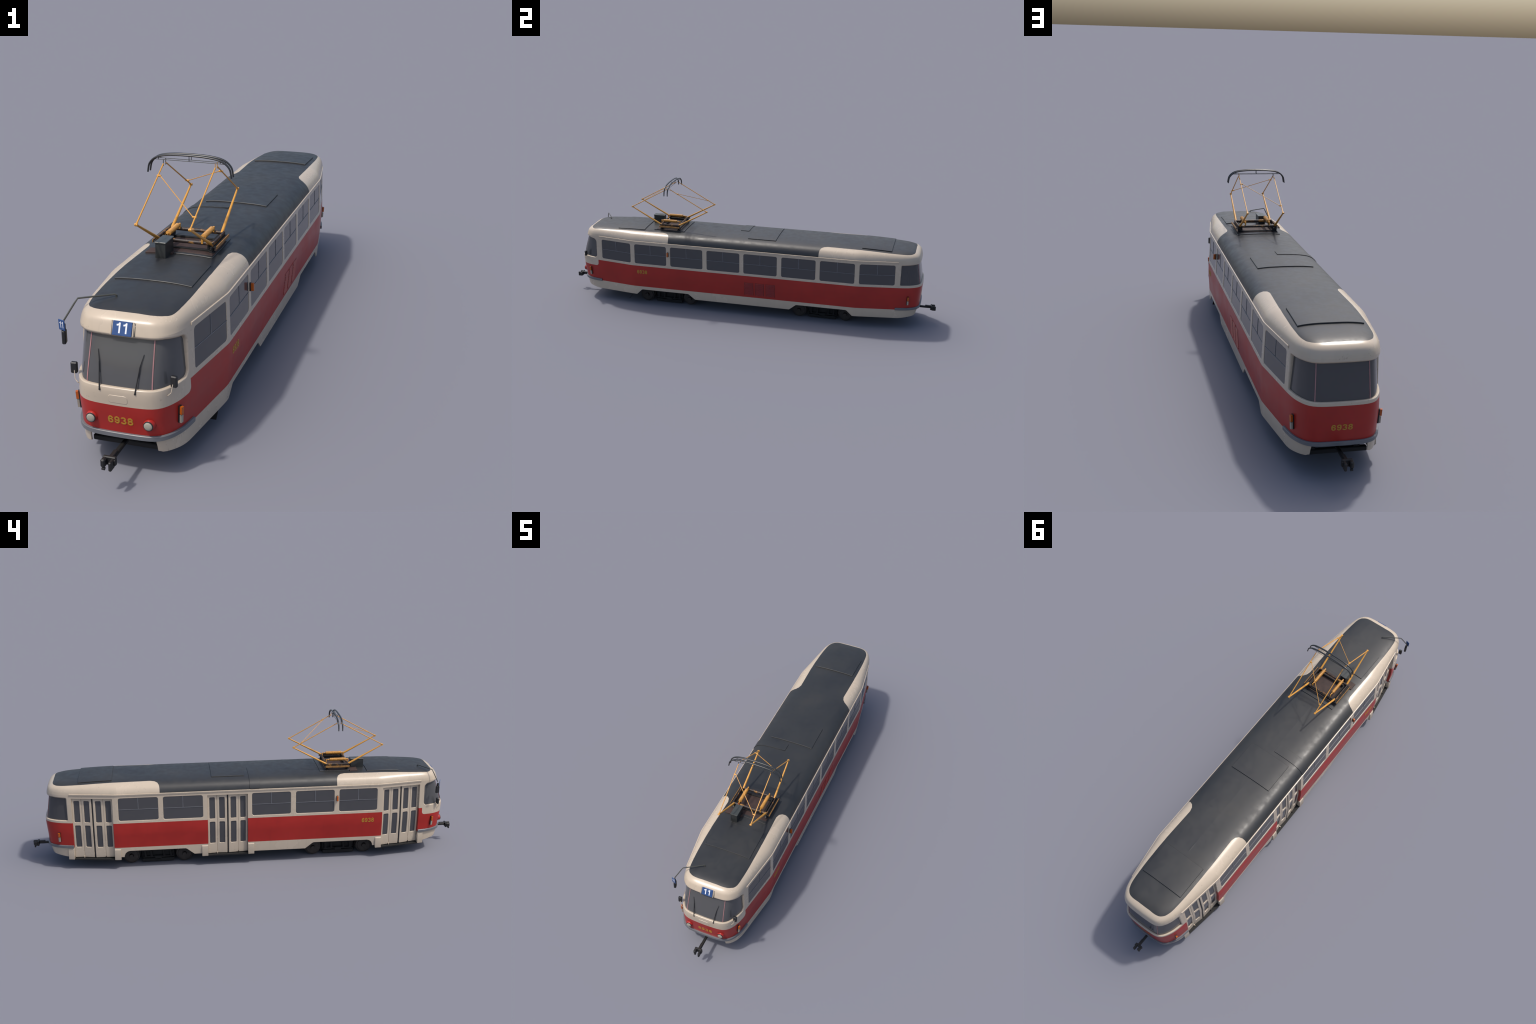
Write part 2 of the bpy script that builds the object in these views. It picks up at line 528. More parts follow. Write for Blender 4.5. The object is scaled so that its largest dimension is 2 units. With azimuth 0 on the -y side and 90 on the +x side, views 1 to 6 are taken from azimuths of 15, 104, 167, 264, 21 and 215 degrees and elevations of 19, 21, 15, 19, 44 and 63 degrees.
def sheet(name, loops_keep, holes, fn, nf, mat, step_s, step_z, parent=ROOT, rule=None, off=0.0):
    """stand-alone panel: one outline, optional holes"""
    q = np.array(loops_keep)
    lo, hi = q.min(0), q.max(0)
    gs = np.linspace(lo[0], hi[0], max(2, int((hi[0] - lo[0]) / step_s)) + 1)[1:-1]
    gz = np.linspace(lo[1], hi[1], max(2, int((hi[1] - lo[1]) / step_z)) + 1)[1:-1]
    grid = np.array([(a, c) for a in gs for c in gz])
    ok = inside(loops_keep, grid)
    for h in holes:
        ok &= ~inside(h, grid)
    pts, tr = triangulate([densify(loops_keep, step_s)] + [densify(h, step_s) for h in holes], [], grid[ok])
    c = pts[tr].mean(1)
    keep = inside(loops_keep, c)
    for h in holes:
        keep &= ~inside(h, c)
    tr = tr[keep]
    ex = rim(pts, tr, tr, fn, nf, rule) if rule else None
    return surface_part(name, pts, tr, fn, nf, mat, parent, ex, off)

# ------------------------------------------------------------------ openings
WIN_Z0, WIN_Z1, BAR_Z = 0.2365, 0.3435, 0.2895
PITCH = 0.2012
RIGHT_WINDOWS = [(-0.7870, -0.6115), (-0.5888, -0.4098), (-0.3885, -0.2090), (-0.1872, -0.0082),
                 (0.0118, 0.1908), (0.2130, 0.3925), (0.4133, 0.5930), (0.6150, 0.7930)]
LEFT_WINDOWS = [(-0.5888, -0.4098), (-0.3885, -0.2090), (-0.1872, -0.0082), (0.2130, 0.3925), (0.4133, 0.5920)]
DOORS = [(-0.7965, -0.6140), (0.0095, 0.1937), (0.6160, 0.7990)]
DOOR_Z0, DOOR_Z1 = 0.0535, 0.3415

win_loops = []
for a, b in RIGHT_WINDOWS:
    win_loops.append(round_rect(s_right(a) - 0.001, s_right(b) + 0.001, WIN_Z0 - 0.0016, WIN_Z1 + 0.001, 0.0110))
for a, b in LEFT_WINDOWS:
    win_loops.append(round_rect(s_left(b) - 0.001, s_left(a) + 0.001, WIN_Z0 - 0.0016, WIN_Z1 + 0.001, 0.0110))

def end_window(s_mid, s_half, r, z_side, z_mid, n=6):
    """wrap-round end window; its head dips at the sides"""
    pts = densify(round_rect(s_mid - s_half, s_mid + s_half, 0.2330, z_mid, r * 0.75, n, r), 0.006)
    out = []
    for s, z in pts:
        k = min(1.0, abs(s - s_mid) / s_half)
        drop = (z_mid - z_side) * max(0.0, (k - 0.55) / 0.45) * max(0.0, (z - 0.30) / (z_mid - 0.30))
        out.append((s, z - drop))
    return out

front_half = s_right(-0.8165)
rear_half = LH - s_right(0.8165)
windscreen_loop = end_window(0.0, front_half, 0.026, 0.3450, 0.3545)
rear_loop = end_window(LH, rear_half, 0.010, 0.3470, 0.3500)
door_loops = [round_rect(s_left(b), s_left(a), 0.030, DOOR_Z1, 0.0006, 1) for a, b in DOORS]

# wheel arches: slanted on the inner side; on the door side the outer end is steep and rounded
def arch(sa, ya, sign, left):
    to_s = s_left if left else s_right
    prof = [(0.2540, 0.05), (0.2560, 0.058), (0.2900, 0.0855), (0.2965, 0.0880)]
    if left:
        prof += [(0.5480, 0.0880), (0.5590, 0.0850), (0.5690, 0.0770), (0.5740, 0.0650), (0.5755, 0.05)]
    else:
        prof += [(0.5510, 0.0880), (0.5580, 0.0855), (0.5860, 0.058), (0.5890, 0.05)]
    return [(to_s(sign * y), z) for y, z in prof]
arches = [arch(0, 0, sg, lf) for sg in (-1, 1) for lf in (False, True)]

# the ends are open below the bumper, between the two skirt tips
def nose_gap(s_mid, w):
    return [(s_mid - w, 0.04), (s_mid + w, 0.04), (s_mid + w - 0.003, 0.085), (s_mid + w - 0.006, 0.1045),
            (s_mid - w + 0.006, 0.1045), (s_mid - w + 0.003, 0.085)]
gap_loops = [nose_gap(0.0, 0.0905), nose_gap(LH, 0.0905)]

S_BEG = -s_right(0.604)
S_END = 2 * LH + S_BEG
def wrap(loop):
    """bring a loop into the unrolled range"""
    m = np.mean([p[0] for p in loop])
    k = math.floor((m - S_BEG) / (2 * LH)) * 2 * LH
    return [(p[0] - k, p[1]) for p in loop]

holes = [wrap(L) for L in win_loops + [windscreen_loop, rear_loop] + door_loops + arches + gap_loops]
# windows behind the unrolled start (left side) are simply carried along by the wrap
holes = [densify(h, 0.008) for h in holes]

# border between red and cream: belt height all round, lowered across the front
sn = s_right(-0.8125)
notch = [(-sn, Z_BELT)]
for k in range(7):
    a = math.radians(180 + 90 * k / 6)
    notch.append((-sn + 0.013 + 0.013 * math.cos(a), 0.205 + 0.013 * math.sin(a)))
notch += [(-s_right(-0.88), 0.1905), (-0.07, 0.1895), (0.0, 0.1890)]
notch = notch + [(-p[0], p[1]) for p in reversed(notch[:-1])]
belt = densify([(S_BEG, Z_BELT)] + notch + [(S_END, Z_BELT)], 0.012, closed=False)
red_low = densify([(S_BEG, Z_RED), (S_END, Z_RED)], 0.012, closed=False)
def tip_line(s_mid):
    """lower skirt edge lifts gently round each end"""
    h = [(s_right(-0.815), Z_SKIRT), (s_right(-0.840), 0.0600), (s_right(-0.870), 0.0635), (0.100, 0.0670), (0.094, 0.0700), (0.0, 0.0900)]
    pts = [(-a, z) for a, z in h] + [(a, z) for a, z in reversed(h[:-1])]
    return [(s_mid + a, z) for a, z in pts]
bottom_pts = [(S_BEG, Z_SKIRT)] + tip_line(0.0) + tip_line(LH) + [(S_END, Z_SKIRT)]
bottom = densify(bottom_pts, 0.012, closed=False)

def s_samples():
    out, s = [], S_BEG
    while s < S_END:
        out.append(s)
        _, by = base(s)
        s += 0.0055 if abs(float(by)) > 0.79 else 0.0145
    return out[1:]
grid = np.array([(s, z) for s in s_samples() for z in np.arange(0.066, 0.352, 0.0105)])
ok = np.ones(len(grid), bool)
for h in holes:
    ok &= ~inside(h, grid)
frame = densify([(S_BEG, 0.030), (S_END, 0.030), (S_END, Z_TOP), (S_BEG, Z_TOP)], 0.0075)
wp, wt = triangulate([frame] + holes, [belt, red_low, bottom], grid[ok])
cen = wp[wt].mean(1)
keep = (cen[:, 1] > np.interp(cen[:, 0], [p[0] for p in bottom_pts], [p[1] for p in bottom_pts])) & (cen[:, 1] < Z_TOP) & (cen[:, 0] > S_BEG) & (cen[:, 0] < S_END)
for h in holes:
    keep &= ~inside(h, cen)
wt, cen = wt[keep], cen[keep]
below_belt = inside(belt + [(S_END, 0.0), (S_BEG, 0.0)], cen)
is_skirt = cen[:, 1] < Z_RED

def near(v, *targets):
    return any(abs(v - t) < 1e-5 for t in targets)
def wall_rule(s, z):
    if near(s, S_BEG, S_END) or near(z, Z_TOP):
        return None
    if z < 0.104:
        return (0.0010, 0.0040)
    sm = (s + LH) % (2 * LH) - LH
    if abs(sm) < front_half + 0.004 and z > 0.228:
        return (0.0042 + 0.0030 * min(1.0, max(0.0, (z - 0.24) / 0.09)), 0.0130)
    if abs(abs(sm) - LH) < rear_half + 0.004 and z > 0.228:
        return (0.0036 + 0.0030 * min(1.0, max(0.0, (z - 0.24) / 0.09)), 0.0130)
    for a, b in DOORS:
        if s_left(b) - 0.002 - 2 * LH * (s < 0) < s < s_left(a) + 0.002 - 2 * LH * (s < 0):
            return (0.0008, 0.0180)
    return (0.0022, 0.0035)

for nm, sel, mt in (("window_band", ~below_belt, "cream"), ("red_panel", below_belt & ~is_skirt, "red"), ("skirt", is_skirt, "cream")):
    ex = rim(wp, wt, wt[sel], body, body_n, wall_rule)
    surface_part(nm, wp, wt[sel], body, body_n, mt, ROOT, ex)

# ------------------------------------------------------------------ roof
def roof_n(s, w):
    n = normals_of(roof2, s, w, hs=0.002, hz=0.002, zlim=(0.0, VC * 0.985))
    return np.where(n[..., 2:3] < -0.2, -n, n)

def roof_sv(x, y):
    """(s, v) of the right-hand roof point above plan position (x, y)"""
    ends = (s_right(0.35), LH) if y > 0 else (0.0, s_right(-0.35))
    gs, gv = np.meshgrid(np.linspace(*ends, 420), np.linspace(0.2, 0.95, 160), indexing="ij")
    gp = roof(gs, gv)
    i = np.argmin((gp[..., 0] - x) ** 2 + (gp[..., 1] - y) ** 2)
    s, v = float(gs.flat[i]), float(gv.flat[i])
    for _ in range(6):
        p = roof(s, v)[:2]
        J = np.column_stack([(roof(s + 1e-4, v)[:2] - p) / 1e-4, (roof(s, v + 1e-4)[:2] - p) / 1e-4])
        d = np.linalg.lstsq(J, np.array([x, y]) - p, rcond=None)[0]
        s, v = min(LH, max(0.0, s + float(np.clip(d[0], -0.01, 0.01)))), v + float(np.clip(d[1], -0.02, 0.02))
    return s, v

CHEEK = [(0.1125, 0.470), (0.1140, 0.540), (0.1145, 0.610), (0.1140, 0.690), (0.1125, 0.750), (0.1090, 0.800)]
CHEEK_FRONT = CHEEK + [(0.1040, 0.8330), (0.1010, 0.8405), (0.0950, 0.8485), (0.0890, 0.8525), (0.0740, 0.8600), (0.0680, 0.8612), (0.0300, 0.8622), (0.0, 0.8625)]
CHEEK_REAR = CHEEK + [(0.1050, 0.8330), (0.1020, 0.8440), (0.0955, 0.8600), (0.0890, 0.8680), (0.0760, 0.8775), (0.0690, 0.8795), (0.0300, 0.8808), (0.0, 0.8812)]
def cream_loop(front):
    """cream cheek wrapped round one end, its tips rounded"""
    sg, y_tip = (-1, 0.3995) if front else (1, 0.4045)
    s_t, v_t = roof_sv(0.1120, sg * (y_tip + 0.040))
    tip = [(0.0, 0.0), (0.0003, 0.45), (0.0025, 0.68), (0.009, 0.86), (0.021, 0.96)]
    half = [(s_right(sg * (y_tip + d)), w * v_t * VC) for d, w in tip] + [(s_t, v_t * VC)]
    mid = 0.0 if front else LH
    for x, y in (CHEEK_FRONT if front else CHEEK_REAR):
        s, v = roof_sv(x, sg * y)
        half.append((mid if x == 0 else s, v * VC))
    return half + [(2 * mid - p[0], p[1]) for p in reversed(half[:-1])]

R_BEG = -s_right(0.0)
R_END = 2 * LH + R_BEG
cream_loops = [densify(cream_loop(True), 0.006, closed=False), densify(cream_loop(False), 0.006, closed=False)]
rg = []
for s in np.arange(R_BEG + 0.01, R_END - 0.004, 0.01):
    _, by = base(s)
    for w in np.linspace(0, VC, 26)[1:-1]:
        rg.append((s, w))
    if abs(float(by)) > 0.79:
        for w in np.linspace(0, VC, 26)[1:-1]:
            rg.append((s + 0.005, w))
rframe = densify([(R_BEG, 0.0), (R_END, 0.0), (R_END, VC), (R_BEG, VC)], 0.0075)
rp, rt_ = triangulate([rframe], cream_loops, rg)
rc = rp[rt_].mean(1)
in_cream = inside(cream_loops[0], rc) | inside(cream_loops[1], rc)
surface_part("roof_cheek", rp, rt_[in_cream], roof2, roof_n, "cream")
roof_obj = surface_part("roof", rp, rt_[~in_cream], roof2, roof_n, "roof")
ROOF_BVH = BVHTree.FromPolygons([Vector(p) for p in roof2(rp[:, 0], rp[:, 1])], [tuple(int(i) for i in f) for f in rt_])

def roof_z(x, y):
    h = ROOF_BVH.ray_cast(Vector((x, y, 1.0)), Vector((0, 0, -1)))
    return h[0].z if h[0] else 0.40

def roof_plate(name, x0, x1, y0, y1, h, mat="roof", nx=16, ny=10):
    """thin sheet laid on the crown of the roof, with square edges"""
    vs, fs = [], []
    e = 0.0007
    def row(xa, xb, ya, yb, dz):
        k = len(vs)
        for j in range(ny + 1):
            for i in range(nx + 1):
                x, y = xa + (xb - xa) * i / nx, ya + (yb - ya) * j / ny
                vs.append((x, y, roof_z(x, y) + dz))
        return k
    top = row(x0 + e, x1 - e, y0 + e, y1 - e, h)
    for j in range(ny):
        for i in range(nx):
            a = top + j * (nx + 1) + i
            fs.append((a, a + 1, a + nx + 2, a + nx + 1))
    ring = [(i, 0) for i in range(nx)] + [(nx, j) for j in range(ny)] + [(i, ny) for i in range(nx, 0, -1)] + [(0, j) for j in range(ny, 0, -1)]
    mid, low = row(x0, x1, y0, y1, h - e), row(x0, x1, y0, y1, -0.004)
    for a, b in ((top, mid), (mid, low)):
        for k in range(len(ring)):
            p, q = ring[k], ring[(k + 1) % len(ring)]
            i0, i1 = p[1] * (nx + 1) + p[0], q[1] * (nx + 1) + q[0]
            fs.append((b + i0, b + i1, a + i1, a + i0))
    return add(name, mesh_from(name, vs, fs, mat, None, True, 30))

roof_plate("roof_plate", -0.0995, 0.0995, -0.6985, -0.5487, 0.0030)
roof_plate("roof_plate", -0.0868, 0.0868, -0.4986, -0.3310, 0.0030)
roof_plate("roof_plate", -0.1000, 0.1000, 0.0215, 0.1700, 0.0034)
roof_plate("roof_plate", -0.0988, 0.0988, 0.6170, 0.7670, 0.0044)

# access duct that runs from the crown down over the left shoulder
def duct(s, w):
    return roof2(s, w) + roof_n(s, w) * 0.0022
def duct_rule(s, z):
    return (0.0005, 0.0035)
sheet("roof_duct", [(s_left(0.0) , 0.022), (s_left(-0.045), 0.022), (s_left(-0.045), VC * 0.985), (s_left(0.0), VC * 0.985)], [],
      duct, roof_n, "roof", 0.012, 0.008, rule=duct_rule)
bd = Builder().box((-0.1615, -0.043, 0.3615), (-0.150, -0.002, 0.3665), 0.0008)
add("duct_outlet", bd.mesh("duct_outlet", "black"))

# ------------------------------------------------------------------ swept trims
def sweep(name, s_list, profile, mat, z_plan=None, parent=ROOT, caps=True):
    """profile: closed list of (z, offset) carried along the plan outline"""
    s = np.array(s_list)
    vs, m = [], len(profile)
    for z, o in profile:
        zp = z if z_plan is None else z_plan
        p = on_body(s, np.full(len(s), zp), np.full(len(s), o))
        p[:, 2] = z
        vs.append(p)
    P = np.stack(vs, 1).reshape(-1, 3)
    fs = []
    for i in range(len(s) - 1):
        for k in range(m):
            k2 = (k + 1) % m
            fs.append((i * m + k, (i + 1) * m + k, (i + 1) * m + k2, i * m + k2))
    if caps:
        fs.append(tuple(range(m))); fs.append(tuple(reversed([(len(s) - 1) * m + k for k in range(m)])))
    return add(name, mesh_from(name, P, fs, mat, None, True, 40), parent)

gut = [(0.3520, -0.001), (0.3535, 0.0016), (0.3560, 0.0020), (0.3585, 0.0030), (0.3612, 0.0026), (0.3618, 0.0005), (0.3618, -0.002)]
ss = sorted(set(list(np.linspace(s_right(-0.801), s_right(0.806), 120)) + [s_right(-KINK), s_right(KINK)]))
sweep("rain_gutter", ss, gut, "cream")
sweep("rain_gutter", [-x for x in reversed(ss)], gut, "cream")

bump = [(0.1030, -0.0015), (0.1030, 0.0050), (0.1040, 0.0062), (0.1140, 0.0062), (0.1152, 0.0050), (0.1156, -0.0015)]
sb = np.linspace(-s_right(-0.7965), s_right(-0.7965), 90)
sweep("bumper", sb, bump, "bumper", 0.111)
sb = np.linspace(s_right(0.7995), s_left(0.7995), 90)
sweep("bumper", sb, bump, "bumper", 0.111)

# ------------------------------------------------------------------ side windows
def inset(d):
    def f(s, z):
        return on_body(s, z, np.full(np.shape(s), -d))
    return f

def wall_box(b, s0, s1, z0, z1, o0, o1, n=6):
    """bar lying on the wall between offsets o0 and o1"""
    S = np.linspace(s0, s1, n)
    vs = []
    for z, o in ((z0, o0), (z0, o1), (z1, o1), (z1, o0)):
        vs.append(on_body(S, np.full(n, z), np.full(n, o)))
    P = np.stack(vs, 1).reshape(-1, 3)
    fs = [(0, 1, 2, 3), tuple(reversed([(n - 1) * 4 + k for k in range(4)]))]
    for i in range(n - 1):
        for k in range(4):
            k2 = (k + 1) % 4
            fs.append((i * 4 + k, (i + 1) * 4 + k, (i + 1) * 4 + k2, i * 4 + k2))
    return b.add(P, fs)

def side_window(a, b, to_s):
    s0, s1 = sorted((to_s(a), to_s(b)))
    pane = sheet("window", round_rect(s0 - 0.003, s1 + 0.003, WIN_Z0 - 0.003, WIN_Z1 + 0.003, 0.008), [],
                 inset(0.0014), body_n, "glass", 0.03, 0.03)
    m = 0.5 * (s0 + s1)
    bars = Builder()
    wall_box(bars, s0, s1, BAR_Z - 0.0008, BAR_Z + 0.0008, -0.0030, -0.0002, 8)
    wall_box(bars, m - 0.0010, m + 0.0010, BAR_Z, WIN_Z1 + 0.001, -0.0030, -0.0003, 2)
    add("window_bar", bars.mesh("window_bar", "bar"), pane)
for a, b in RIGHT_WINDOWS:
    side_window(a, b, s_right)
for a, b in LEFT_WINDOWS:
    side_window(a, b, s_left)

# ------------------------------------------------------------------ end windows
def glass_in(z):
    """the end panes lean back under the brow"""
    return np.interp(z, [0.240, 0.335], [0.0064, 0.0102])
def end_inset(s, z):
    return on_body(s, z, -glass_in(z))
def end_glass(name, s_mid, s_half, s_strip, mat):
    z0, z1 = 0.2300, 0.3540
    cuts = [(-s_half - 0.002, -s_strip), (-s_strip, s_strip), (s_strip, s_half + 0.002)]
    for k, (a, c) in enumerate(cuts):
        sheet(name if k == 1 else "corner_pane", [(s_mid + a, z0), (s_mid + c, z0), (s_mid + c, z1), (s_mid + a, z1)], [],
              end_inset, body_n, mat, 0.006, 0.012)
    for sg in (-1, 1):
        b = Builder()
        zz = np.linspace(z0 + 0.001, z1, 8)
        c = s_mid + sg * s_strip
        for w, o in ((0.0016, 0.0012),):
            rows = []
            for ds, oo in ((-w, -0.001), (-w, o), (w, o), (w, -0.001)):
                rows.append(on_body(np.full(8, c + ds), zz, oo - glass_in(zz)))
            P = np.stack(rows, 1).reshape(-1, 3)
            fs = [(i * 4 + k, i * 4 + (k + 1) % 4, (i + 1) * 4 + (k + 1) % 4, (i + 1) * 4 + k) for i in range(7) for k in range(4)]
            b.add(P, fs)
        add("window_strip", b.mesh("window_strip", "strip"))
s_strip = float(np.interp(0.0815, PX[:60], PS[:60]))
end_glass("windscreen", 0.0, front_half, s_strip, "windscreen")
end_glass("rear_window", LH, rear_half, s_strip, "rear_glass")

# ------------------------------------------------------------------ doors
def door(a, b):
    """four folding leaves, two panes in each, behind the wall plane"""
    sa, sb_ = s_left(b), s_left(a)                    # s grows towards the front
    L = sb_ - sa
    d = empty("door")
    cuts = [0.0, 0.0432, 0.0, L - 0.0432, L]
    mid = L / 2
    edges = [(0.0016, 0.0424), (0.0446, mid - 0.0046), (mid + 0.0046, L - 0.0446), (L - 0.0424, L - 0.0016)]
    rec = [(0.0050, 0.0085), (0.0085, 0.0055), (0.0055, 0.0090), (0.0090, 0.0120)]
    for (e0, e1), (r0, r1) in zip(edges, rec):
        s0, s1 = sa + e0 + 0.0006, sa + e1 - 0.0006
        def leaf_at(extra):
            def f(s, z):
                t = (np.asarray(s) - s0) / (s1 - s0)
                return on_body(s, z, -(r0 + (r1 - r0) * t) - extra)
            return f
        fn = leaf_at(0.0)
        nf = lambda s, z, fn=fn: normals_of(fn, s, z, zlim=(0.046, Z_TOP))
        w = s1 - s0
        w0, w1 = s0 + 0.5 * w - 0.0142, s0 + 0.5 * w + 0.0142
        panes = [round_rect(w0, w1, 0.1025, 0.2128, 0.0060, 4), round_rect(w0, w1, 0.2245, 0.3298, 0.0060, 4)]
        leaf = sheet("door_leaf", round_rect(s0, s1, DOOR_Z0 + 0.001, DOOR_Z1 + 0.002, 0.0008, 2), panes, fn, nf, "cream", 0.008, 0.012, d,
                     rule=lambda s, z: (0.0019, 0.0036))
        for q in panes:
            qa = np.array(q)
            lo, hi = qa.min(0) - 0.0015, qa.max(0) + 0.0015
            sheet("door_pane", [(lo[0], lo[1]), (hi[0], lo[1]), (hi[0], hi[1]), (lo[0], hi[1])], [], leaf_at(0.0026), nf, "glass", 0.01, 0.02, d)
    n = 16
    def strip(name, s0, s1, z0, z1, o0, o1, mat):
        zz = np.linspace(z0, z1, n)
        rows = [on_body(np.full(n, q), zz, np.full(n, o)) for q, o in ((s0, o0), (s0, o1), (s1, o1), (s1, o0))]
        P = np.stack(rows, 1).reshape(-1, 3)
        fs = [(i * 4 + k, i * 4 + (k + 1) % 4, (i + 1) * 4 + (k + 1) % 4, (i + 1) * 4 + k) for i in range(n - 1) for k in range(4)]
        fs += [(3, 2, 1, 0), tuple((n - 1) * 4 + k for k in range(4))]
        add(name, mesh_from(name, P, fs, mat, None, False), d)
    strip("door_seal", sa + mid - 0.0034, sa + mid + 0.0034, DOOR_Z0, DOOR_Z1 + 0.001, -0.019, -0.0070, "black")
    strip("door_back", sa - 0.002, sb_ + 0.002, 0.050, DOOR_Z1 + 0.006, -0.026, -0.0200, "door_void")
    # step below the leaves and the cream posts beside it
    st = Builder()
    wall_box(st, sa - 0.027, sb_ + 0.027, 0.0445, 0.0500, -0.020, 0.0050, 14)
    add("door_step", st.mesh("door_step", "under"), d)
    for p0, p1 in ((sa - 0.0275, sa - 0.0002), (sb_ + 0.0002, sb_ + 0.0275)):
        S = np.linspace(p0, p1, 4)
        rows = []
        for z, o in ((0.0480, -0.010), (0.0480, 0.0078), (0.0490, 0.0082), (0.0950, 0.0036), (0.0990, 0.0006), (0.0990, -0.010)):
            rows.append(on_body(S, np.full(4, max(z, 0.058)), np.full(4, o)) + np.array([0, 0, min(0.0, z - 0.058)]))
        P = np.stack(rows, 1).reshape(-1, 3)
        fs = [tuple(range(6)), tuple(reversed([18 + k for k in range(6)]))]
        for i in range(3):
            for k in range(6):
                fs.append((i * 6 + k, (i + 1) * 6 + k, (i + 1) * 6 + (k + 1) % 6, i * 6 + (k + 1) % 6))
        add("step_post", mesh_from("step_post", P, fs, "cream", None, True, 30), d)
    for frac, mt in ((0.0432, "cream"), (L - 0.0432, "wheel")):
        h = Builder()
        wall_box(h, sa + frac - 0.0016, sa + frac + 0.0016, 0.0520, 0.0595, -0.009, -0.0035, 2)
        add("door_hinge", h.mesh("door_hinge", mt), d)
for a, b in DOORS:
    door(a, b)

# ------------------------------------------------------------------ lettering
def arc(cx, cy, rx, ry, a0, a1, n=18):
    return [(cx + rx * math.cos(math.radians(a0 + (a1 - a0) * k / n)), cy + ry * math.sin(math.radians(a0 + (a1 - a0) * k / n))) for k in range(n + 1)]

def glyph(ch):
    """centre lines of a grotesque digit in a 0.56 x 1 box (closed flag first)"""
    if ch == "1":
        return [(False, [(0.36, 0.0), (0.36, 1.0)]), (False, [(0.36, 0.93), (0.26, 0.80), (0.06, 0.755)])]
    if ch == "8":
        return [(True, arc(0.28, 0.745, 0.185, 0.185, 0, 360, 28)[:-1]), (True, arc(0.28, 0.29, 0.21, 0.22, 0, 360, 28)[:-1])]
    if ch == "3":
        return [(False, arc(0.26, 0.745, 0.20, 0.185, 165, -85)), (False, arc(0.26, 0.29, 0.22, 0.22, 90, -165))]
    six = [(True, arc(0.28, 0.31, 0.20, 0.24, 0, 360, 28)[:-1]), (False, arc(0.30, 0.50, 0.22, 0.43, 28, 190))]
    if ch == "6":
        return six
    return [(c, [(0.56 - x, 1.0 - y) for x, y in p]) for c, p in six]

def stroke(pts, closed, w):
    """flat ribbon of width w along a line"""
    P = np.array(pts)
    n = len(P)
    if closed:
        d = np.roll(P, -1, 0) - np.roll(P, 1, 0)
    else:
        d = np.gradient(P, axis=0)
    d /= np.linalg.norm(d, axis=1, keepdims=True)
    o = np.column_stack([-d[:, 1], d[:, 0]]) * w / 2
    v = np.vstack([P + o, P - o])
    f = [(i, n + i, n + (i + 1) % n, (i + 1) % n) for i in range(n if closed else n - 1)]
    return v, f

def lettering(name, txt, width, height, place, mat, weight=0.155, lift=0.0006, parent=ROOT, pitch=0.68):
    """place(u, v, lift) -> world points; solid letters with a thin edge"""
    V, F, k = [], [], 0
    for i, ch in enumerate(txt):
        for j, (closed, line) in enumerate(glyph(ch)):
            dense = line if len(line) > 8 else [tuple(np.array(line[m]) + (np.array(line[m + 1]) - np.array(line[m])) * q / 6) for m in range(len(line) - 1) for q in range(6)] + [line[-1]]
            v, f = stroke([(x, 0.075 + y * 0.85) if ch != "1" else (x, y) for x, y in dense], closed, weight)
            n = len(v)
            V += [(p[0] + i * pitch, p[1], 0.0001 * j) for p in v] + [(p[0] + i * pitch, p[1], None) for p in v]
            F += [tuple(a + k for a in g) for g in f]
            h = n // 2
            loops = [list(range(h)), list(range(h, n))[::-1]]
            if not closed:
                loops = [list(range(h)) + list(range(n - 1, h - 1, -1))]
            for L in loops:
                pairs = list(zip(L, L[1:] + L[:1]))
                F += [(k + b, k + a, k + n + a, k + n + b) for a, b in pairs]
            k += 2 * n
    q = np.array([p[:2] for p in V])
    lo, hi = q.min(0), q.max(0)
    q = (q - (lo + hi) / 2) / (hi - lo)
    u, v = q[:, 0] * width, q[:, 1] * height
    lf = np.array([-0.0008 if p[2] is None else lift + p[2] for p in V])
    return add(name, mesh_from(name, place(u, v, lf), F, mat, None, False), parent)

def on_wall(s_mid, z_mid, direction=1):
    def f(u, v, lift):
        return on_body(s_mid + direction * u, z_mid + v, lift)
    return f
lettering("fleet_number", "6938", 0.0620, 0.0198, on_wall(0.0015, 0.1490), "yellow")
lettering("fleet_number", "6938", 0.0620, 0.0178, on_wall(LH, 0.1582), "yellow")
lettering("fleet_number", "6938", 0.0570, 0.0205, on_wall(s_right(-0.5480), 0.1912), "yellow")
lettering("fleet_number", "6938", 0.0570, 0.0205, on_wall(s_left(-0.5465), 0.1895), "yellow")

# route sign on the brow, leaning with it
sign_o = Vector((0.0026, -0.8922, 0.3672))
sign_up = Vector((0, 0.0118, 0.0302)).normalized()
sign_n = Vector((0, -sign_up.z, sign_up.y))
def sign_frame(o, r, up, n):
    return Matrix(((r.x, up.x, n.x, o.x), (r.y, up.y, n.y, o.y), (r.z, up.z, n.z, o.z), (0, 0, 0, 1)))
RM = sign_frame(sign_o, Vector((1, 0, 0)), sign_up, sign_n)
b = Builder().box((-0.0232, -0.0163, -0.006), (0.0232, 0.0163, 0.0014), 0.0006, RM)
route = add("route_sign", b.mesh("route_sign", "blue"))
def on_sign(M):
    def f(u, v, lift):
        return np.array([tuple(M @ Vector((a, c, l))) for a, c, l in zip(u, v, lift)])
    return f
SM = RM @ Matrix.Translation((0, 0, 0.0014))
lettering("route_number", "11", 0.0255, 0.0240, on_sign(SM @ Matrix.Translation((-0.001, 0.001, 0))), "white", 0.16, 0.0004, route)
b = Builder()
for x in (-0.0268, 0.0258):
    b.box((x - 0.0012, -0.0165, -0.008), (x + 0.0012, 0.0165, 0.0010), 0.0005, RM)
add("sign_rail", b.mesh("sign_rail", "cream"), route)
b = Builder().box((0.0290, -0.0155, -0.008), (0.0308, 0.0150, -0.0006), 0.0, RM)
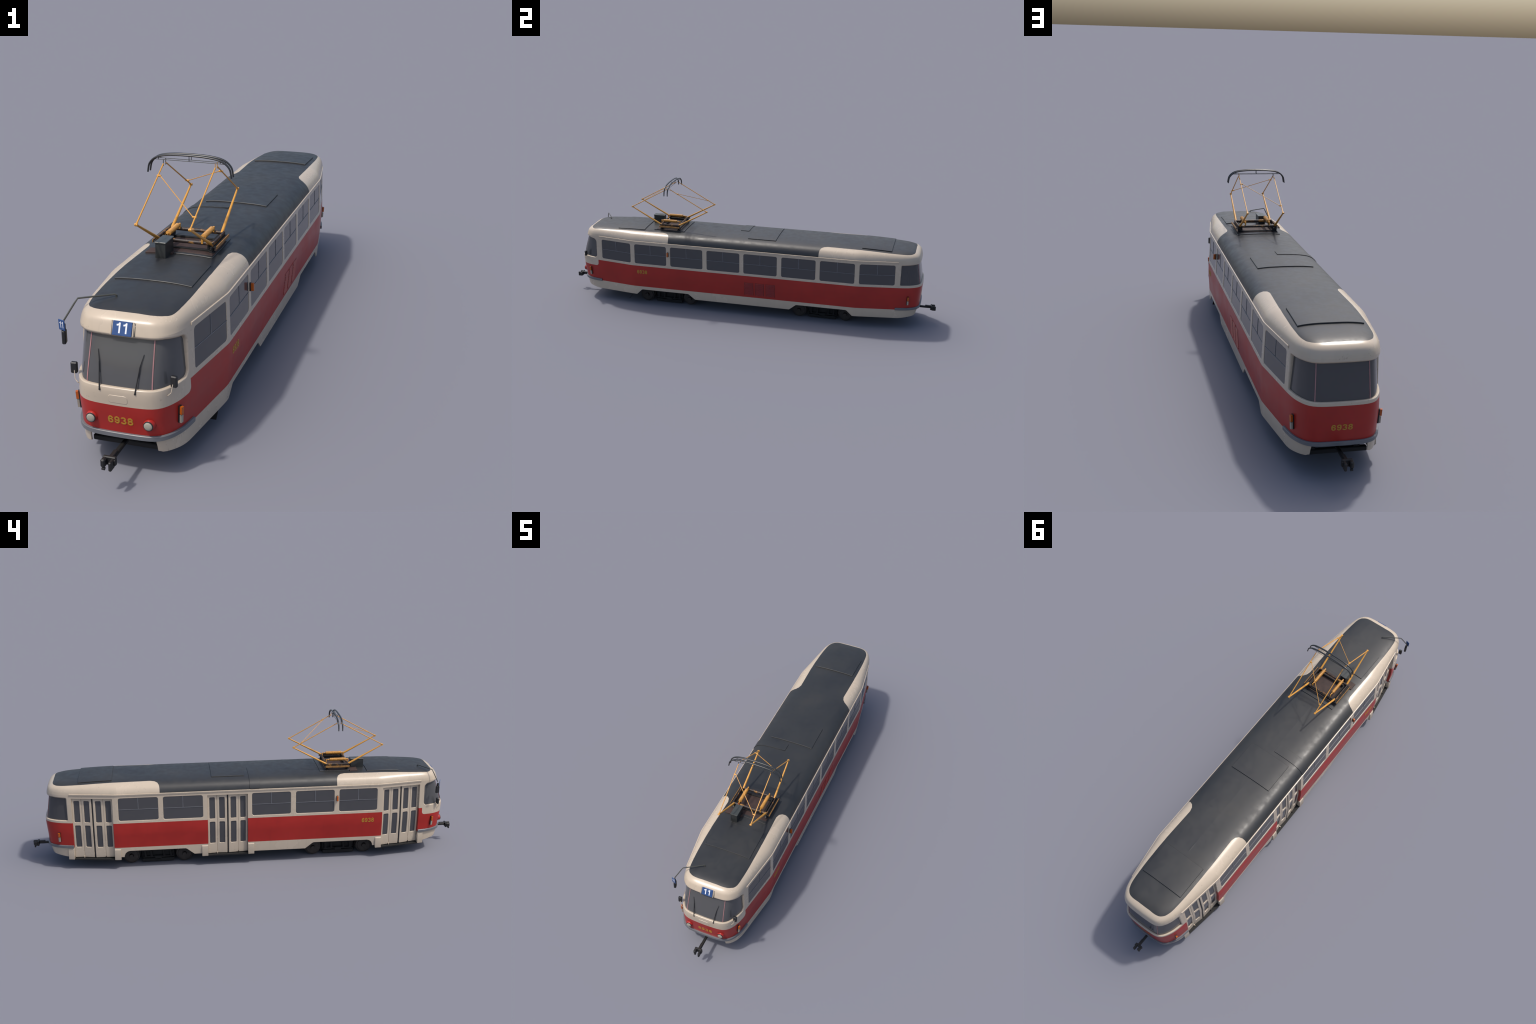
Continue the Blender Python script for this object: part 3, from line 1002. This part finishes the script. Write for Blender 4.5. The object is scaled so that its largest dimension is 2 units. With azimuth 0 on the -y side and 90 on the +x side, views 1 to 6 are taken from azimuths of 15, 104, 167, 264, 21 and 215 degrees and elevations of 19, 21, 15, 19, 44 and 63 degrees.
add("sign_slot", b.mesh("sign_slot", "pole"), route)

# pressed panel under the windscreen
sheet("front_pressing", round_rect(-0.0222, 0.0222, 0.1972, 0.2158, 0.0055), [], lambda s, z: on_body(s, z, np.full(np.shape(s), 0.0006)),
      body_n, "cream", 0.008, 0.008, rule=lambda s, z: (0.0012, 0.0013))

# ------------------------------------------------------------------ lamps
for sx in (-1, 1):
    c = Vector((sx * 0.0705, 0, 0.1472))
    pod = Builder().lathe([(0, 0.0150), (0.010, 0.0146), (0.0165, 0.0134), (0.0185, 0.0120)], c + Vector((0, -0.9025, 0)), (0, -1, 0)).mesh("headlight", "red")
    pod = add("headlight", pod)
    ringm = Builder().lathe([(0, 0.0118), (0.004, 0.0120), (0.0048, 0.0108)], c + Vector((0, -0.9185, 0)), (0, -1, 0)).mesh("headlight_rim", "black")
    add("headlight_rim", ringm, pod)
    lens = Builder().lathe([(0, 0.0104), (0.0020, 0.0100), (0.0033, 0.0082), (0.0041, 0.0052), (0.0044, 0.0)], c + Vector((0, -0.9215, 0)), (0, -1, 0)).mesh("headlight_lens", "lens")
    add("headlight_lens", lens, pod)

def corner_lamp(s):
    b = Builder(); wall_box(b, s - 0.0048, s + 0.0048, 0.1340, 0.1785, -0.002, 0.0042, 3)
    o = add("corner_lamp", b.mesh("corner_lamp", "black"))
    b = Builder(); wall_box(b, s - 0.0036, s + 0.0040, 0.1580, 0.1772, 0.0035, 0.0105, 3)
    add("turn_lens", b.mesh("turn_lens", "orange"), o)
    b = Builder(); wall_box(b, s - 0.0036, s + 0.0040, 0.1355, 0.1555, 0.0035, 0.0095, 3)
    add("clear_lens", b.mesh("clear_lens", "lens"), o)
for s in (s_right(-0.8640), -s_right(-0.8640), s_right(0.8620), s_left(0.8620)):
    corner_lamp(s)
for s in (s_right(-0.4000), s_left(-0.4010)):
    b = Builder(); wall_box(b, s - 0.0038, s + 0.0038, 0.2905, 0.3140, -0.001, 0.0040, 2)
    o = add("side_indicator", b.mesh("side_indicator", "black"))
    b = Builder(); wall_box(b, s - 0.0032, s + 0.0032, 0.2915, 0.3130, 0.0036, 0.0120, 2)
    add("indicator_lens", b.mesh("indicator_lens", "orange"), o)

# ------------------------------------------------------------------ wipers, mirrors, sign arm
def glass_pt(x, z, off):
    s = float(np.interp(abs(x), PX[:60], PS[:60])) * (1 if x >= 0 else -1)
    return Vector(on_body(np.array([s]), np.array([z]), np.array([off - float(glass_in(z))]))[0])
for sx in (-1, 1):
    base_p = Vector((sx * 0.0428, -0.9275, 0.2270))
    j = glass_pt(sx * 0.0505, 0.2890, 0.0045)
    b = Builder()
    b.tube([base_p + Vector((0, 0.006, 0)), base_p], 0.0024, 10)
    b.tube([base_p, base_p + (j - base_p) * 0.45, j], [0.0019, 0.0014, 0.0009], 8)
    b.tube([glass_pt(sx * 0.0464, 0.2640, 0.0020), j + Vector((0, 0.0015, 0)), glass_pt(sx * 0.0575, 0.3150, 0.0020)], [0.0007, 0.0011, 0.0006], 6)
    add("wiper", b.mesh("wiper", "black"))

    c = Vector((sx * 0.1222, -0.8885, 0.2518))
    M = Matrix.Translation(c) @ Matrix.Rotation(sx * -0.12, 4, 'Z')
    b = Builder().box((-0.0078, -0.005, -0.0140), (0.0078, 0.005, 0.0140), 0.0022, M)
    mir = add("mirror", b.mesh("mirror", "black"))
    b = Builder().tube([(sx * 0.1205, -0.8925, 0.2470), (sx * 0.1175, -0.8965, 0.2270), (sx * 0.1105, -0.8985, 0.2200), (sx * 0.1070, -0.8925, 0.2150)], 0.0010, 6)
    add("mirror_arm", b.mesh("mirror_arm", "cream"), mir)

b = Builder().tube([(-0.0490, -0.8030, 0.398), (-0.0490, -0.8030, 0.4075), (-0.0520, -0.8045, 0.4095), (-0.1228, -0.8515, 0.4090), (-0.1300, -0.8570, 0.3970), (-0.1508, -0.8730, 0.3580)],
                   [0.0026, 0.0026, 0.0021, 0.0021, 0.0021, 0.0021], 8)
arm = add("sign_arm", b.mesh("sign_arm", "pole"))
b = Builder().box((-0.0048, -0.0085, -0.0170), (0.0048, 0.0085, 0.0170), 0.0022, Matrix.Translation((-0.1500, -0.8745, 0.3195)) @ Matrix.Rotation(0.25, 4, 'Z'))
b.box((-0.004, -0.004, 0.010), (0.004, 0.004, 0.032), 0.001, Matrix.Translation((-0.1510, -0.8745, 0.3195)))
add("roof_mirror", b.mesh("roof_mirror", "black"), arm)
r_ = Vector((0.945, -0.327, 0.0)).normalized()
up_ = Vector((0.03, -0.07, 1.0)); up_ = (up_ - r_ * up_.dot(r_)).normalized()
AM = sign_frame(Vector((-0.1505, -0.8830, 0.3520)), r_, up_, r_.cross(up_))
b = Builder().box((-0.0094, -0.0130, -0.0010), (0.0094, 0.0130, 0.0010), 0.0004, AM)
plate = add("arm_sign", b.mesh("arm_sign", "blue"), arm)
lettering("arm_number", "11", 0.0105, 0.0160, on_sign(AM @ Matrix.Translation((0, 0.001, 0.0010))), "white", 0.16, 0.0003, arm)

# ------------------------------------------------------------------ ventilation grilles on the right side
for y0, y1 in ((0.0180, 0.0660), (0.0755, 0.1230), (0.1330, 0.1808)):
    s0, s1 = s_right(y0), s_right(y1)
    b = Builder()
    for a, c, z0, z1 in ((s0 - 0.002, s1 + 0.002, 0.1880, 0.1895), (s0 - 0.002, s1 + 0.002, 0.1165, 0.1180), (s0 - 0.002, s0 - 0.0005, 0.1165, 0.1895), (s1 + 0.0005, s1 + 0.002, 0.1165, 0.1895)):
        wall_box(b, a, c, z0, z1, -0.001, 0.0008, 3)
    fr = add("grille", b.mesh("grille", "red"))
    b = Builder()
    for k in range(12):
        z = 0.1205 + k * 0.00575
        S = np.array([s0 + 0.002, s1 - 0.002])
        rows = [on_body(S, np.full(2, zz), np.full(2, o)) for zz, o in ((z - 0.0012, -0.0006), (z - 0.0010, 0.0022), (z + 0.0014, 0.0004))]
        P = np.stack(rows, 1).reshape(-1, 3)
        b.add(P, [(0, 3, 4, 1), (1, 4, 5, 2), (2, 5, 3, 0), (0, 1, 2), (5, 4, 3)])
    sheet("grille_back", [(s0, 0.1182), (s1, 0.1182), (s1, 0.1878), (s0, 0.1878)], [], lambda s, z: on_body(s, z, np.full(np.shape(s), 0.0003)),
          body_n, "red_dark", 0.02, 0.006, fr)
    o = add("grille_slats", b.mesh("grille_slats", "red"), fr)
    o["kind"] = "stuff"

# ------------------------------------------------------------------ underside
b = Builder()
b.box((-0.150, -0.600, 0.086), (0.150, 0.600, 0.100), 0.002)
b.box((-0.112, -0.800, 0.086), (0.112, 0.800, 0.100), 0.002)
for sy in (-1, 1):
    b.box((-0.096, min(sy * 0.848, sy * 0.862), 0.0500), (0.096, max(sy * 0.848, sy * 0.862), 0.0640), 0.002)
    for x in (-0.066, 0.066):
        b.box((x - 0.010, min(sy * 0.79, sy * 0.858), 0.0620), (x + 0.010, max(sy * 0.79, sy * 0.858), 0.0960), 0.002)
b.box((-0.125, -0.185, 0.0420), (0.125, -0.020, 0.088), 0.004)
b.box((-0.125, 0.060, 0.0520), (0.125, 0.200, 0.088), 0.004)
add("underframe", b.mesh("underframe", "under"))
# guard boards ahead of the bogies
for sy in (-1,):
    M = Matrix.Translation((0, sy * 0.626, 0.0345)) @ Matrix.Rotation(sy * 0.70, 4, 'X')
    b = Builder().box((-0.143, -0.0010, -0.0200), (0.143, 0.0010, 0.0200), 0.0, M)
    b.box((-0.10, -0.628, 0.040), (-0.09, -0.616, 0.09)).box((0.09, -0.628, 0.040), (0.10, -0.616, 0.09))
    add("guard_board", b.mesh("guard_board", "under"))

wheel_me = Builder().lathe([(-0.012, 0.012), (-0.012, 0.030), (-0.0085, 0.0312), (-0.0075, 0.0345), (-0.0070, 0.0372), (0.0060, 0.0380), (0.0062, 0.0398), (0.0085, 0.0400), (0.0090, 0.0390), (0.009, 0.010)],
                           (0, 0, 0), (1, 0, 0), 40).mesh("wheel", "wheel")
hub_me = Builder().lathe([(-0.020, 0.0), (-0.020, 0.0085), (-0.016, 0.0100), (-0.011, 0.0110)], (0, 0, 0), (1, 0, 0), 20).mesh("axle_box", "wheel")
for by_ in (-0.4230, 0.4230):
    bog = empty("bogie", (0, by_, 0))
    for wy in (-0.1220, 0.1220):
        for sx in (-1, 1):
            w = add("wheel", wheel_me, bog, (sx * 0.100, wy, 0.0400))
            h = add("axle_box", hub_me, bog, (sx * 0.100, wy, 0.0400))
            if sx > 0:
                w.rotation_euler = h.rotation_euler = (0, 0, math.pi)
        b = Builder().tube([(-0.1, wy, 0.04), (0.1, wy, 0.04)], 0.008, 12)
        add("axle", b.mesh("axle", "under"), bog)
    b = Builder().box((-0.093, -0.0760, 0.0120), (0.093, 0.0760, 0.0850), 0.004)
    add("motor_block", b.mesh("motor_block", "under"), bog)
    for sx in (-1, 1):
        b = Builder()
        b.box((-0.006, -0.0740, 0.0550), (0.006, 0.0740, 0.0740), 0.003)
        b.box((-0.004, -0.1300, 0.0600), (0.004, 0.1300, 0.0690), 0.002)
        b.box((-0.005, -0.0700, 0.0220), (0.005, 0.0700, 0.0290), 0.002)
        for y in (-0.060, -0.028, 0.030, 0.058):
            b.tube([(0, y, 0.026), (0, y + 0.004, 0.062)], 0.0055, 8)
        b.box((-0.0075, -0.0160, 0.0120), (0.0075, 0.0160, 0.0310), 0.002)
        add("bogie_frame", b.mesh("bogie_frame", "under"), bog, (sx * 0.0990, 0, 0))
        b = Builder().box((-0.0075, -0.0740, 0.0035), (0.0075, 0.0740, 0.0190), 0.003)
        for y in (-0.055, -0.035, 0.035, 0.055):
            b.tube([(-0.0090, y, 0.0120), (0.0090, y, 0.0120)], 0.0016, 8)
        add("track_brake", b.mesh("track_brake", "under"), bog, (sx * 0.0990, 0, 0))

def coupler(sy):
    g = Builder()
    def bx(x0, x1, y0, y1, z0, z1, bv=0.002):
        g.box((x0, min(sy * y0, sy * y1), z0), (x1, max(sy * y0, sy * y1), z1), bv)
    bx(-0.0055, 0.0055, 0.78, 0.972, 0.0745, 0.0845)
    bx(-0.0050, 0.0050, 0.945, 0.974, 0.0840, 0.0890, 0.001)
    bx(-0.0180, 0.0140, 0.9715, 0.9800, 0.0680, 0.0900)
    bx(-0.0175, -0.0062, 0.9780, 0.9950, 0.0690, 0.0895, 0.003)
    bx(0.0040, 0.0115, 0.9780, 1.0000, 0.0650, 0.0880, 0.002)
    bx(0.0110, 0.0150, 0.9740, 0.9850, 0.0720, 0.0860, 0.001)
    g.tube([(-0.0150, sy * 0.9900, 0.0650), (-0.0080, sy * 0.9900, 0.0650)], 0.004, 10)
    add("coupler", g.mesh("coupler", "iron"))
coupler(-1); coupler(1)

# ------------------------------------------------------------------ roof gear
b = Builder().box((-0.0545, -0.5410, 0.405), (-0.0260, -0.4815, 0.4500), 0.0008)
box = add("roof_box", b.mesh("roof_box", "gunmetal"))
b = Builder().box((-0.0560, -0.5430, 0.4495), (-0.0245, -0.4795, 0.4535), 0.0010)
add("box_lid", b.mesh("box_lid", "lid"), box)

PY_ = -0.4170                                           # pantograph axis
pan = empty("pantograph", (0, PY_, 0.4125))
def pmesh(name, builder, mat, parent=pan, sharp=35):
    me = builder.mesh(name, mat, sharp)
    o = add(name, me, parent)
    off = Vector((0, PY_, 0.4125))
    me.transform(Matrix.Translation(-off))
    return o
roof_zc = roof_z(0.0, PY_)
for x0, x1, y0, y1, h in ((-0.0840, 0.0840, -0.4860, -0.3580, 0.0042), (-0.0960, -0.0200, -0.5060, -0.4700, 0.0046)):
    o = roof_plate("base_plate", x0, x1, y0, y1, h, "rust")
    o.data.transform(Matrix.Translation((0, -PY_, -0.4125)))
    o.parent = pan
b = Builder()
Y_F, Y_R, FZ = -0.4640, -0.3640, 0.4365
for y in (Y_F, Y_R):
    b.tube([(-0.0770, y, FZ), (0.0770, y, FZ)], 0.0053, 12)
for sx in (-1, 1):
    b.box((sx * 0.0775 - 0.0026, Y_F - 0.004, FZ - 0.006), (sx * 0.0775 + 0.0026, Y_R + 0.004, FZ + 0.005), 0.001)
pmesh("base_frame", b, "mustard_worn")
b = Builder()
for sx in (-1, 1):                                      # dark channels inside the side bars and cross members on the plate
    b.box((sx * 0.0650 - 0.0030, Y_F, 0.4200), (sx * 0.0650 + 0.0030, Y_R, 0.4330), 0.0008)
for y in (Y_F + 0.004, Y_R - 0.004):
    b.box((-0.0700, y - 0.0035, 0.4130), (0.0700, y + 0.0035, 0.4185), 0.0008)
pmesh("base_channel", b, "under")
b = Builder()
for sx in (-1, 1):
    b.box((sx * 0.0840 - 0.0065, Y_F - 0.005, 0.4275), (sx * 0.0840 + 0.0065, Y_R + 0.007, 0.4300), 0.0006)
pmesh("base_channel", b, "under")
b = Builder()
for sx in (-1, 1):
    b.box((sx * 0.0897 - 0.0013, Y_F - 0.005, 0.4250), (sx * 0.0897 + 0.0013, Y_R + 0.007, 0.4330), 0.0004)
pmesh("base_rail", b, "rail")
b = Builder()
for sx in (-1, 1):
    for y in (Y_F + 0.002, Y_R - 0.002):
        b.lathe([(0, 0.0085), (0.003, 0.0085), (0.005, 0.0045), (0.008, 0.0075), (0.010, 0.0045), (0.013, 0.0070), (0.016, 0.0045), (0.022, 0.0045)], (sx * 0.0745, y, 0.4120), (0, 0, 1), 14)
pmesh("insulator", b, "black")
for sx in (-1, 1):
    prof, t, k = [(0, 0.0), (0.0, 0.0030), (0.012, 0.0030), (0.0125, 0.0062)], 0.0125, 0
    while t < 0.082:
        prof += [(t + 0.0006, 0.0074), (t + 0.0034, 0.0074), (t + 0.0041, 0.0063), (t + 0.0047, 0.0063)]
        t += 0.0053
    prof += [(t, 0.0062), (t + 0.0005, 0.0030), (t + 0.011, 0.0030), (t + 0.011, 0.0)]
    b = Builder().lathe(prof, (sx * 0.0492, -0.4700, 0.4515), (0, 1, 0), 18)
    pmesh("spring", b, "spring", sharp=30)
    b = Builder()
    for y in (-0.4680, -0.3670):
        b.box((sx * 0.0492 - 0.0025, y - 0.002, 0.4350), (sx * 0.0492 + 0.0025, y + 0.002, 0.4535), 0.0006)
    pmesh("spring_bracket", b, "mustard")
b = Builder().box((-0.0510, -0.4735, 0.4470), (-0.0470, -0.4700, 0.4495), 0.0008)
pmesh("red_tag", b, "lamp_red")

KNEE_X, KNEE_Z, TOP_X, TOP_Z = 0.0703, 0.5225, 0.0715, 0.6320
for sy, yb, yk, yt in ((-1, -0.4665, -0.6238, -0.4262), (1, -0.3650, -0.2088, -0.4085)):
    for sx in (-1, 1):
        foot = Vector((sx * 0.0722, yb, 0.4375)); knee = Vector((sx * KNEE_X, yk, KNEE_Z)); top = Vector((sx * TOP_X, yt, TOP_Z))
        pmesh("lower_arm", Builder().tube([foot - (knee - foot) * 0.02, foot + (knee - foot) * 0.5, knee], [0.0046, 0.0037, 0.0026], 12), "mustard")
        b = Builder().tube([knee, top], [0.0021, 0.0018], 10)
        pmesh("upper_arm", b, "mustard")
        b = Builder().tube([knee + Vector((-0.004, 0, 0)), knee + Vector((0.004, 0, 0))], 0.0036, 12)
        b.tube([knee + (top - knee) * -0.012, knee + (top - knee) * 0.045], [0.0038, 0.0022], 10)
        pmesh("arm_joint", b, "mustard")
        b = Builder().tube([(sx * TOP_X, yt, TOP_Z - 0.006), (sx * TOP_X, yt, 0.6440)], 0.0010, 6)
        pmesh("bow_hanger", b, "mustard" if sx > 0 else "gunmetal")
    L = lambda sx, t: Vector((sx * KNEE_X, yk, KNEE_Z)).lerp(Vector((sx * TOP_X, yt, TOP_Z)), t)
    hi_s, lo_s = (-1, 1) if sy < 0 else (1, -1)
    a, c = L(hi_s, 0.795), L(lo_s, 0.195)
    ia, ic = a + Vector((-hi_s * 0.006, 0, 0)), c + Vector((-lo_s * 0.006, 0, 0))
    pmesh("cross_brace", Builder().tube([ia, ic], 0.0011, 8), "mustard")
    b = Builder().tube([a + Vector((hi_s * 0.003, 0, 0)), ia - Vector((hi_s * 0.002, 0, 0))], 0.0027, 10)
    b.tube([c + Vector((lo_s * 0.003, 0, 0)), ic - Vector((lo_s * 0.002, 0, 0))], 0.0027, 10)
    pmesh("brace_clamp", b, "mustard")

bow_x = pchip([0, 0.18, 0.36, 0.52, 0.66, 0.80, 1.0], [0, 0.030, 0.060, 0.0850, 0.1020, 0.1120, 0.1158])
bow_z = pchip([0, 0.18, 0.36, 0.52, 0.66, 0.80, 1.0], [0.6590, 0.6584, 0.6562, 0.6512, 0.6415, 0.6275, 0.6070])
for y in (-0.4262, -0.4085):
    tt = np.linspace(-1, 1, 57)
    pts = [(math.copysign(float(bow_x(abs(t))), t), y, float(bow_z(abs(t)))) for t in tt]
    b = Builder().tube(pts, [0.0022 + 0.0006 * (1 - abs(t) ** 3) for t in tt], 12)
    broad = [1.0 + 0.45 * max(0.0, 1 - abs(t) ** 4) for t in tt for _ in range(12)]     # runner is a flat-oval bar
    b.v = [(v[0], y + (v[1] - y) * k, v[2]) for v, k in zip(b.v, broad)]
    pmesh("contact_bow", b, "bow")
    b = Builder().tube([(-0.1000, y, 0.6435), (0.1000, y, 0.6435)], 0.0009, 6)
    for x in (-0.0850, 0.0, 0.0850):
        b.tube([(x, y, 0.6435), (x, y, 0.6590 if x == 0 else 0.6525)], 0.0010, 6)
    pmesh("bow_stay", b, "gunmetal")
